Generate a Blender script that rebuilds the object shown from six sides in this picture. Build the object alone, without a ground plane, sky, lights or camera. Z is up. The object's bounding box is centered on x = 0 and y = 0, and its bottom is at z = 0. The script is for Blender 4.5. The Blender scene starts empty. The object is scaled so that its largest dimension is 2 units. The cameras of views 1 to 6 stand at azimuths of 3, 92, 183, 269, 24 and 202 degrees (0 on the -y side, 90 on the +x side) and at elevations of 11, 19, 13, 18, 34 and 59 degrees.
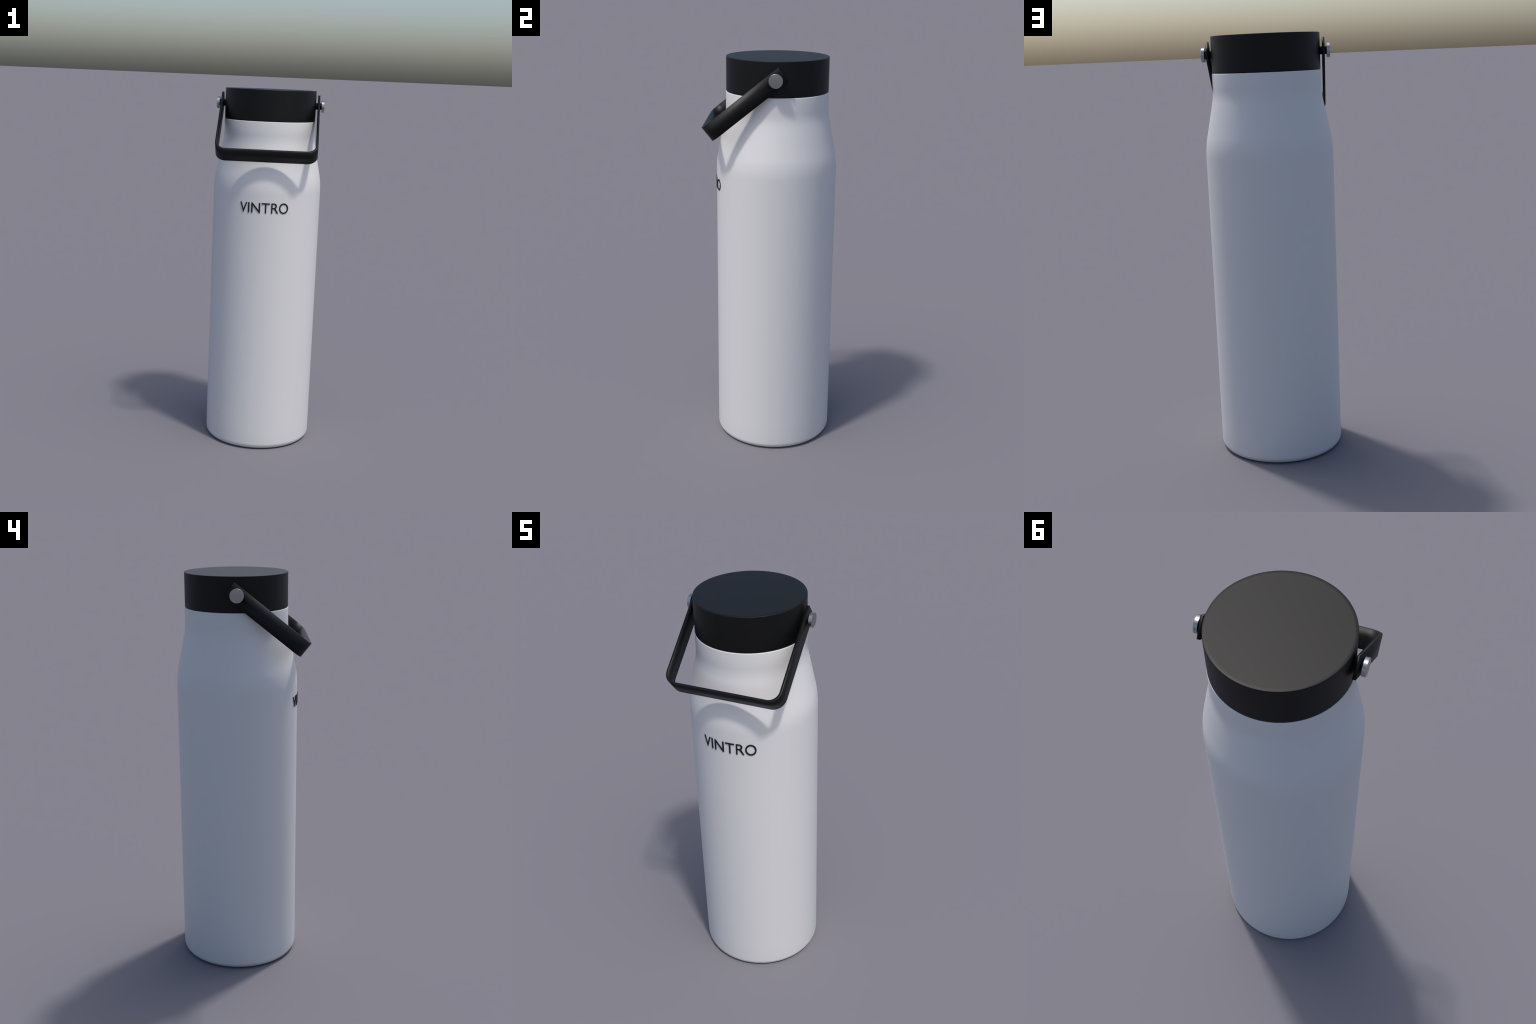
"""Insulated drinking bottle: white powder-coated body, black screw lid,
black swing handle on two steel-capped pivots, raised black lettering."""
import bpy, bmesh
from math import pi, sin, cos, tan, radians, atan2, hypot
from mathutils import Vector

# ------------------------------------------------------------------ sizes (m)
AXIS_Y = 0.0258            # bottle axis (the handle hangs out towards -y)
BODY_R = 0.3000            # straight wall
NECK_R = 0.2528            # collar under the lid
BODY_TOP = 1.8325
LID_BOTTOM = 1.8345         # a hairline gap under the lid skirt
PLUG_R = 0.2320            # stopper under the lid, seen only through that gap
LID_R = 0.2515
LID_TOP = 2.0
FOOT_W, FOOT_H = 0.026, 0.031   # rounded foot, a little taller than wide
PIVOT_Z = 1.9170
STRAP_IN, STRAP_OUT = 0.2610, 0.2733     # |x| of the handle leg faces
STRAP_W = 0.0802                         # band width
STRAP_ANGLE = radians(38.9)              # below horizontal, towards -y
STRAP_DOWN, STRAP_UP = 0.4198, 0.0452    # reach from pivot, both ways
STRAP_CORNER = 0.058                     # outer corner radius
BOLT_R, BOLT_IN, BOLT_OUT = 0.0330, 0.2820, 0.2985
PIN_R = 0.0182
LETTER_RISE = 0.0030


# ------------------------------------------------------------------ materials
def principled(name, color, rough, metallic=0.0, spec=0.5, grain=0.0, tint=0.0, bump=0.0, scale=220.0):
    m = bpy.data.materials.new(name)
    m.use_nodes = True
    nt = m.node_tree
    b = nt.nodes["Principled BSDF"]
    b.inputs["Metallic"].default_value = metallic
    b.inputs["Specular IOR Level"].default_value = spec
    tc = nt.nodes.new("ShaderNodeTexCoord")
    n = nt.nodes.new("ShaderNodeTexNoise")
    n.inputs["Scale"].default_value = scale
    n.inputs["Detail"].default_value = 3.0
    nt.links.new(tc.outputs["Object"], n.inputs["Vector"])
    # very slight tone variation of the coating
    cr = nt.nodes.new("ShaderNodeValToRGB")
    cr.color_ramp.elements[0].position = 0.3
    cr.color_ramp.elements[1].position = 0.7
    cr.color_ramp.elements[0].color = [c * (1 - tint) for c in color] + [1]
    cr.color_ramp.elements[1].color = [min(1, c * (1 + tint)) for c in color] + [1]
    nt.links.new(n.outputs["Fac"], cr.inputs["Fac"])
    nt.links.new(cr.outputs["Color"], b.inputs["Base Color"])
    # and of its gloss
    mr = nt.nodes.new("ShaderNodeMapRange")
    mr.inputs["To Min"].default_value = rough - grain
    mr.inputs["To Max"].default_value = rough + grain
    nt.links.new(n.outputs["Fac"], mr.inputs["Value"])
    nt.links.new(mr.outputs["Result"], b.inputs["Roughness"])
    if bump:
        bp = nt.nodes.new("ShaderNodeBump")
        bp.inputs["Strength"].default_value = bump
        bp.inputs["Distance"].default_value = 0.0005
        nt.links.new(n.outputs["Fac"], bp.inputs["Height"])
        nt.links.new(bp.outputs["Normal"], b.inputs["Normal"])
    return m


MAT_WHITE = principled("white_powder_coat", (0.60, 0.60, 0.60), 0.50, grain=0.02, tint=0.004)
MAT_BLACK = principled("black_plastic", (0.0023, 0.0024, 0.0026), 0.50, spec=0.25, grain=0.01, tint=0.01)
MAT_HANDLE = principled("black_handle_plastic", (0.0023, 0.0024, 0.0026), 0.48, spec=0.26, grain=0.01, tint=0.01)
MAT_PIN = principled("black_pin", (0.002, 0.002, 0.002), 0.6, spec=0.2, grain=0.01, tint=0.01)
MAT_STEEL = principled("brushed_steel", (0.365, 0.365, 0.372), 0.29, metallic=1.0, grain=0.0, tint=0.005, scale=40.0)
MAT_INK = principled("black_lettering", (0.006, 0.006, 0.006), 0.5, spec=0.3, grain=0.01, tint=0.01)

# ------------------------------------------------------------------ helpers
root = bpy.data.objects.new("water_bottle", None)
root.location = (0, AXIS_Y, 0)
root["label"] = "tall white insulated bottle with black lid and handle"
root["category"] = "water bottle"
bpy.context.scene.collection.objects.link(root)


def add(name, mesh, mat, smooth=True, parent=root):
    ob = bpy.data.objects.new(name, mesh)
    bpy.context.scene.collection.objects.link(ob)
    ob.parent = parent
    mesh.materials.append(mat)
    for p in mesh.polygons:
        p.use_smooth = smooth
    return ob


def mesh_from(name, bm):
    bmesh.ops.recalc_face_normals(bm, faces=bm.faces)
    me = bpy.data.meshes.new(name)
    bm.to_mesh(me)
    bm.free()
    return me


def fillet(points, steps=10):
    """Round the corners of a polyline; points are (r, z, radius)."""
    out = []
    for i, (x, y, rad) in enumerate(points):
        if rad == 0 or i in (0, len(points) - 1):
            out.append((x, y))
            continue
        p = Vector((x, y))
        a = (Vector(points[i - 1][:2]) - p).normalized()
        b = (Vector(points[i + 1][:2]) - p).normalized()
        half = a.angle(b) / 2
        t = rad / tan(half)
        c = p + (a + b).normalized() * (rad / sin(half))
        s, e = p + a * t - c, p + b * t - c
        a0 = atan2(s.y, s.x)
        d = atan2(e.y, e.x) - a0
        d = (d + pi) % (2 * pi) - pi
        out += [(c.x + rad * cos(a0 + d * k / steps), c.y + rad * sin(a0 + d * k / steps)) for k in range(steps + 1)]
    return out


def revolve(name, profile, segments, along="z"):
    """Turn a (radius, height) profile round its axis; radius 0 closes it."""
    bm = bmesh.new()
    rings = []
    for r, h in profile:
        ring = []
        for k in range(1 if r < 1e-6 else segments):
            t = 2 * pi * k / segments
            v = (r * cos(t), r * sin(t), h)
            ring.append(bm.verts.new(v if along == "z" else (h, v[0], v[1])))
        rings.append(ring)
    for a, b in zip(rings, rings[1:]):
        for k in range(segments):
            q = [a[k % len(a)], a[(k + 1) % len(a)], b[(k + 1) % len(b)], b[k % len(b)]]
            q = list(dict.fromkeys(q))
            if len(q) > 2:
                bm.faces.new(q)
    return mesh_from(name, bm)


# ------------------------------------------------------------------ body
shoulder_low = (BODY_R, 1.4965)
shoulder_high = (NECK_R, 1.7270)
RIM = 0.0032                # small round on the mouth rim
foot = [(BODY_R - FOOT_W + FOOT_W * sin(pi / 2 * k / 12), FOOT_H - FOOT_H * cos(pi / 2 * k / 12)) for k in range(12)]
body_profile = [(0, 0), (0.12, 0), (0.24, 0)] + foot + fillet([
    (BODY_R, FOOT_H, 0),
    shoulder_low + (0.50,),
    shoulder_high + (0.30,),
    (NECK_R, BODY_TOP - RIM, 0),
], 12) + [(NECK_R - RIM + RIM * cos(pi / 2 * k / 6), BODY_TOP - RIM + RIM * sin(pi / 2 * k / 6)) for k in range(1, 7)] + [
    (0.235, BODY_TOP), (0.10, BODY_TOP), (0, BODY_TOP)]
# long straight runs get a few extra rings so shading stays even
full = [body_profile[0]]
for a, b in zip(body_profile, body_profile[1:]):
    n = max(1, int(abs(b[1] - a[1]) / 0.08))
    full += [(a[0] + (b[0] - a[0]) * k / n, a[1] + (b[1] - a[1]) * k / n) for k in range(1, n + 1)]
add("body", revolve("body", full, 192), MAT_WHITE)

# ------------------------------------------------------------------ lid
BEV = 0.0018
lid_profile = [(0, BODY_TOP + 0.0002), (PLUG_R, BODY_TOP + 0.0002), (PLUG_R, LID_BOTTOM), (LID_R - 0.0010, LID_BOTTOM),
               (LID_R, LID_BOTTOM + 0.0010), (LID_R, LID_BOTTOM + 0.004), (LID_R, LID_TOP - BEV - 0.003),
               (LID_R, LID_TOP - BEV), (LID_R - BEV * 0.3, LID_TOP - BEV * 0.3), (LID_R - BEV, LID_TOP),
               (LID_R - BEV - 0.0115, LID_TOP), (0.12, LID_TOP), (0, LID_TOP)]
lid = add("lid", revolve("lid", lid_profile, 192), MAT_BLACK)
lid.data.set_sharp_from_angle(angle=radians(80))

# ------------------------------------------------------------------ handle
# flat band bent to a U; drawn in the plane (x, reach down the band), then
# given its width across and swung about the pivot
def u_path(x_out, corner, bottom, steps=8):
    half = [(x_out, -STRAP_UP)]
    half += [(x_out - corner + corner * cos(pi / 2 * k / steps),
              bottom - corner + corner * sin(pi / 2 * k / steps)) for k in range(steps + 1)]
    return half + [(-x, d) for x, d in reversed(half)]


thick = STRAP_OUT - STRAP_IN
outer = u_path(STRAP_OUT, STRAP_CORNER, STRAP_DOWN)
inner = u_path(STRAP_IN, STRAP_CORNER - thick, STRAP_DOWN - thick)
ca, sa = cos(STRAP_ANGLE), sin(STRAP_ANGLE)


def band_point(x, d, w):
    # d runs down-forward, w runs across the band (up-forward positive)
    return (x, -d * ca - w * sa, PIVOT_Z - d * sa + w * ca)


bm = bmesh.new()
sections = []
for (xo, do), (xi, di) in zip(outer, inner):
    sections.append([bm.verts.new(band_point(x, d, w)) for x, d, w in
                     ((xo, do, STRAP_W / 2), (xo, do, -STRAP_W / 2), (xi, di, -STRAP_W / 2), (xi, di, STRAP_W / 2))])
for a, b in zip(sections, sections[1:]):
    for k in range(4):
        bm.faces.new((a[k], a[(k + 1) % 4], b[(k + 1) % 4], b[k]))
bm.faces.new(sections[0])
bm.faces.new(sections[-1])
handle = add("handle", mesh_from("handle", bm), MAT_HANDLE)

# ------------------------------------------------------------------ pivots
pin_mesh = revolve("pivot_pin", [(0, 0.236), (PIN_R, 0.236), (PIN_R, BOLT_IN + 0.002), (0, BOLT_IN + 0.002)], 48, along="x")
CH, DOME = 0.0009, 0.0010                            # rim chamfer, crown of the cap
crown = [(BOLT_R - CH) * (1 - k / 6) for k in range(7)]
bolt_mesh = revolve("bolt", [(0, BOLT_IN), (BOLT_R - CH, BOLT_IN), (BOLT_R, BOLT_IN + CH), (BOLT_R, BOLT_OUT - DOME - CH)]
                    + [(r, BOLT_OUT - DOME * (r / BOLT_R) ** 2) for r in crown], 64, along="x")
pin = add("pivot_pin", pin_mesh, MAT_PIN)
bolt = add("bolt", bolt_mesh, MAT_STEEL)
for ob in (pin, bolt):
    ob.data.set_sharp_from_angle(angle=radians(30))  # crisp rims, round barrels
    ob.location = (0, 0, PIVOT_Z)
    twin = ob.copy()                                # shares the mesh
    twin.rotation_euler = (0, 0, pi)
    bpy.context.scene.collection.objects.link(twin)

# ------------------------------------------------------------------ lettering
# letters drawn flat as (s, z): s along the wall, z height above the baseline
CAP = 0.0541
BASE_Z = 1.3504
ST = 0.0071                                          # stem width


def arc(cx, cz, rx, rz, a0, a1, n):
    return [(cx + rx * cos(radians(a0 + (a1 - a0) * k / n)), cz + rz * sin(radians(a0 + (a1 - a0) * k / n))) for k in range(n + 1)]


letters = [
    ("V", -0.1331, [[(0, CAP), (0.0066, CAP), (0.0194, 0.0168), (0.0334, CAP), (0.0404, CAP), (0.0202, 0), (0.0190, 0)]]),
    ("I", -0.0871, [[(0, 0), (ST + 0.0002, 0), (ST + 0.0002, CAP), (0, CAP)]]),
    ("N", -0.0687, [[(0, 0), (ST, 0), (ST, 0.0418), (0.0432, 0), (0.0486, 0), (0.0486, CAP), (0.0486 - ST, CAP),
                     (0.0486 - ST, 0.0138), (0.0056, CAP), (0, CAP)]]),
    ("T", -0.0123, [[(0.0187, 0), (0.0258, 0), (0.0258, CAP - 0.0066), (0.0439, CAP - 0.0066), (0.0439, CAP), (0, CAP),
                     (0, CAP - 0.0066), (0.0187, CAP - 0.0066)]]),
    ("R", 0.0398, [[(0, 0), (ST - 0.0001, 0), (ST - 0.0001, 0.0249), (0.0120, 0.0246), (0.0148, 0.0234), (0.0185, 0.0190), (0.0214, 0.0150), (0.0310, 0),
                    (0.0384, 0), (0.0300, 0.0157), (0.0270, 0.0206), (0.0238, 0.0271)]
                   + arc(0.0152, 0.0397, 0.0153, 0.0145, -40, 90, 14) + [(0, CAP)],
                   [(ST - 0.0001, 0.0304), (ST - 0.0001, CAP - 0.0056)] + arc(0.0138, 0.0395, 0.0090, 0.0091, 90, -90, 16)]),
    ("O", 0.0824, [arc(0.0257, 0.0271, 0.0258, 0.0284, 0, 360, 48)[:-1], arc(0.0257, 0.0271, 0.0187, 0.0215, 0, 360, 48)[:-1]]),
]
for glyph, s0, loops in letters:
    bm = bmesh.new()
    edges = []
    for loop in loops:
        vs = [bm.verts.new((s0 + s, z, 0)) for s, z in loop]
        edges += [bm.edges.new((vs[k], vs[(k + 1) % len(vs)])) for k in range(len(vs))]
    bmesh.ops.triangle_fill(bm, edges=edges, use_beauty=True, use_dissolve=False)
    for k in range(-40, 41):                         # slice so the face can bend round the wall
        bmesh.ops.bisect_plane(bm, geom=bm.verts[:] + bm.edges[:] + bm.faces[:], plane_co=(k * 0.004, 0, 0), plane_no=(1, 0, 0))
    front = bm.faces[:]
    ext = bmesh.ops.extrude_face_region(bm, geom=front)
    for v in [g for g in ext["geom"] if isinstance(g, bmesh.types.BMVert)]:
        v.co.z = 1.0
    for v in bm.verts:
        s, z, lift = v.co
        r = BODY_R + (LETTER_RISE if lift > 0.5 else -0.002)
        a = s / (BODY_R + LETTER_RISE)
        v.co = (r * sin(a), -r * cos(a), BASE_Z + z)
    me = mesh_from("letter", bm)
    ob = add("letter", me, MAT_INK)
    me.set_sharp_from_angle(angle=radians(40))
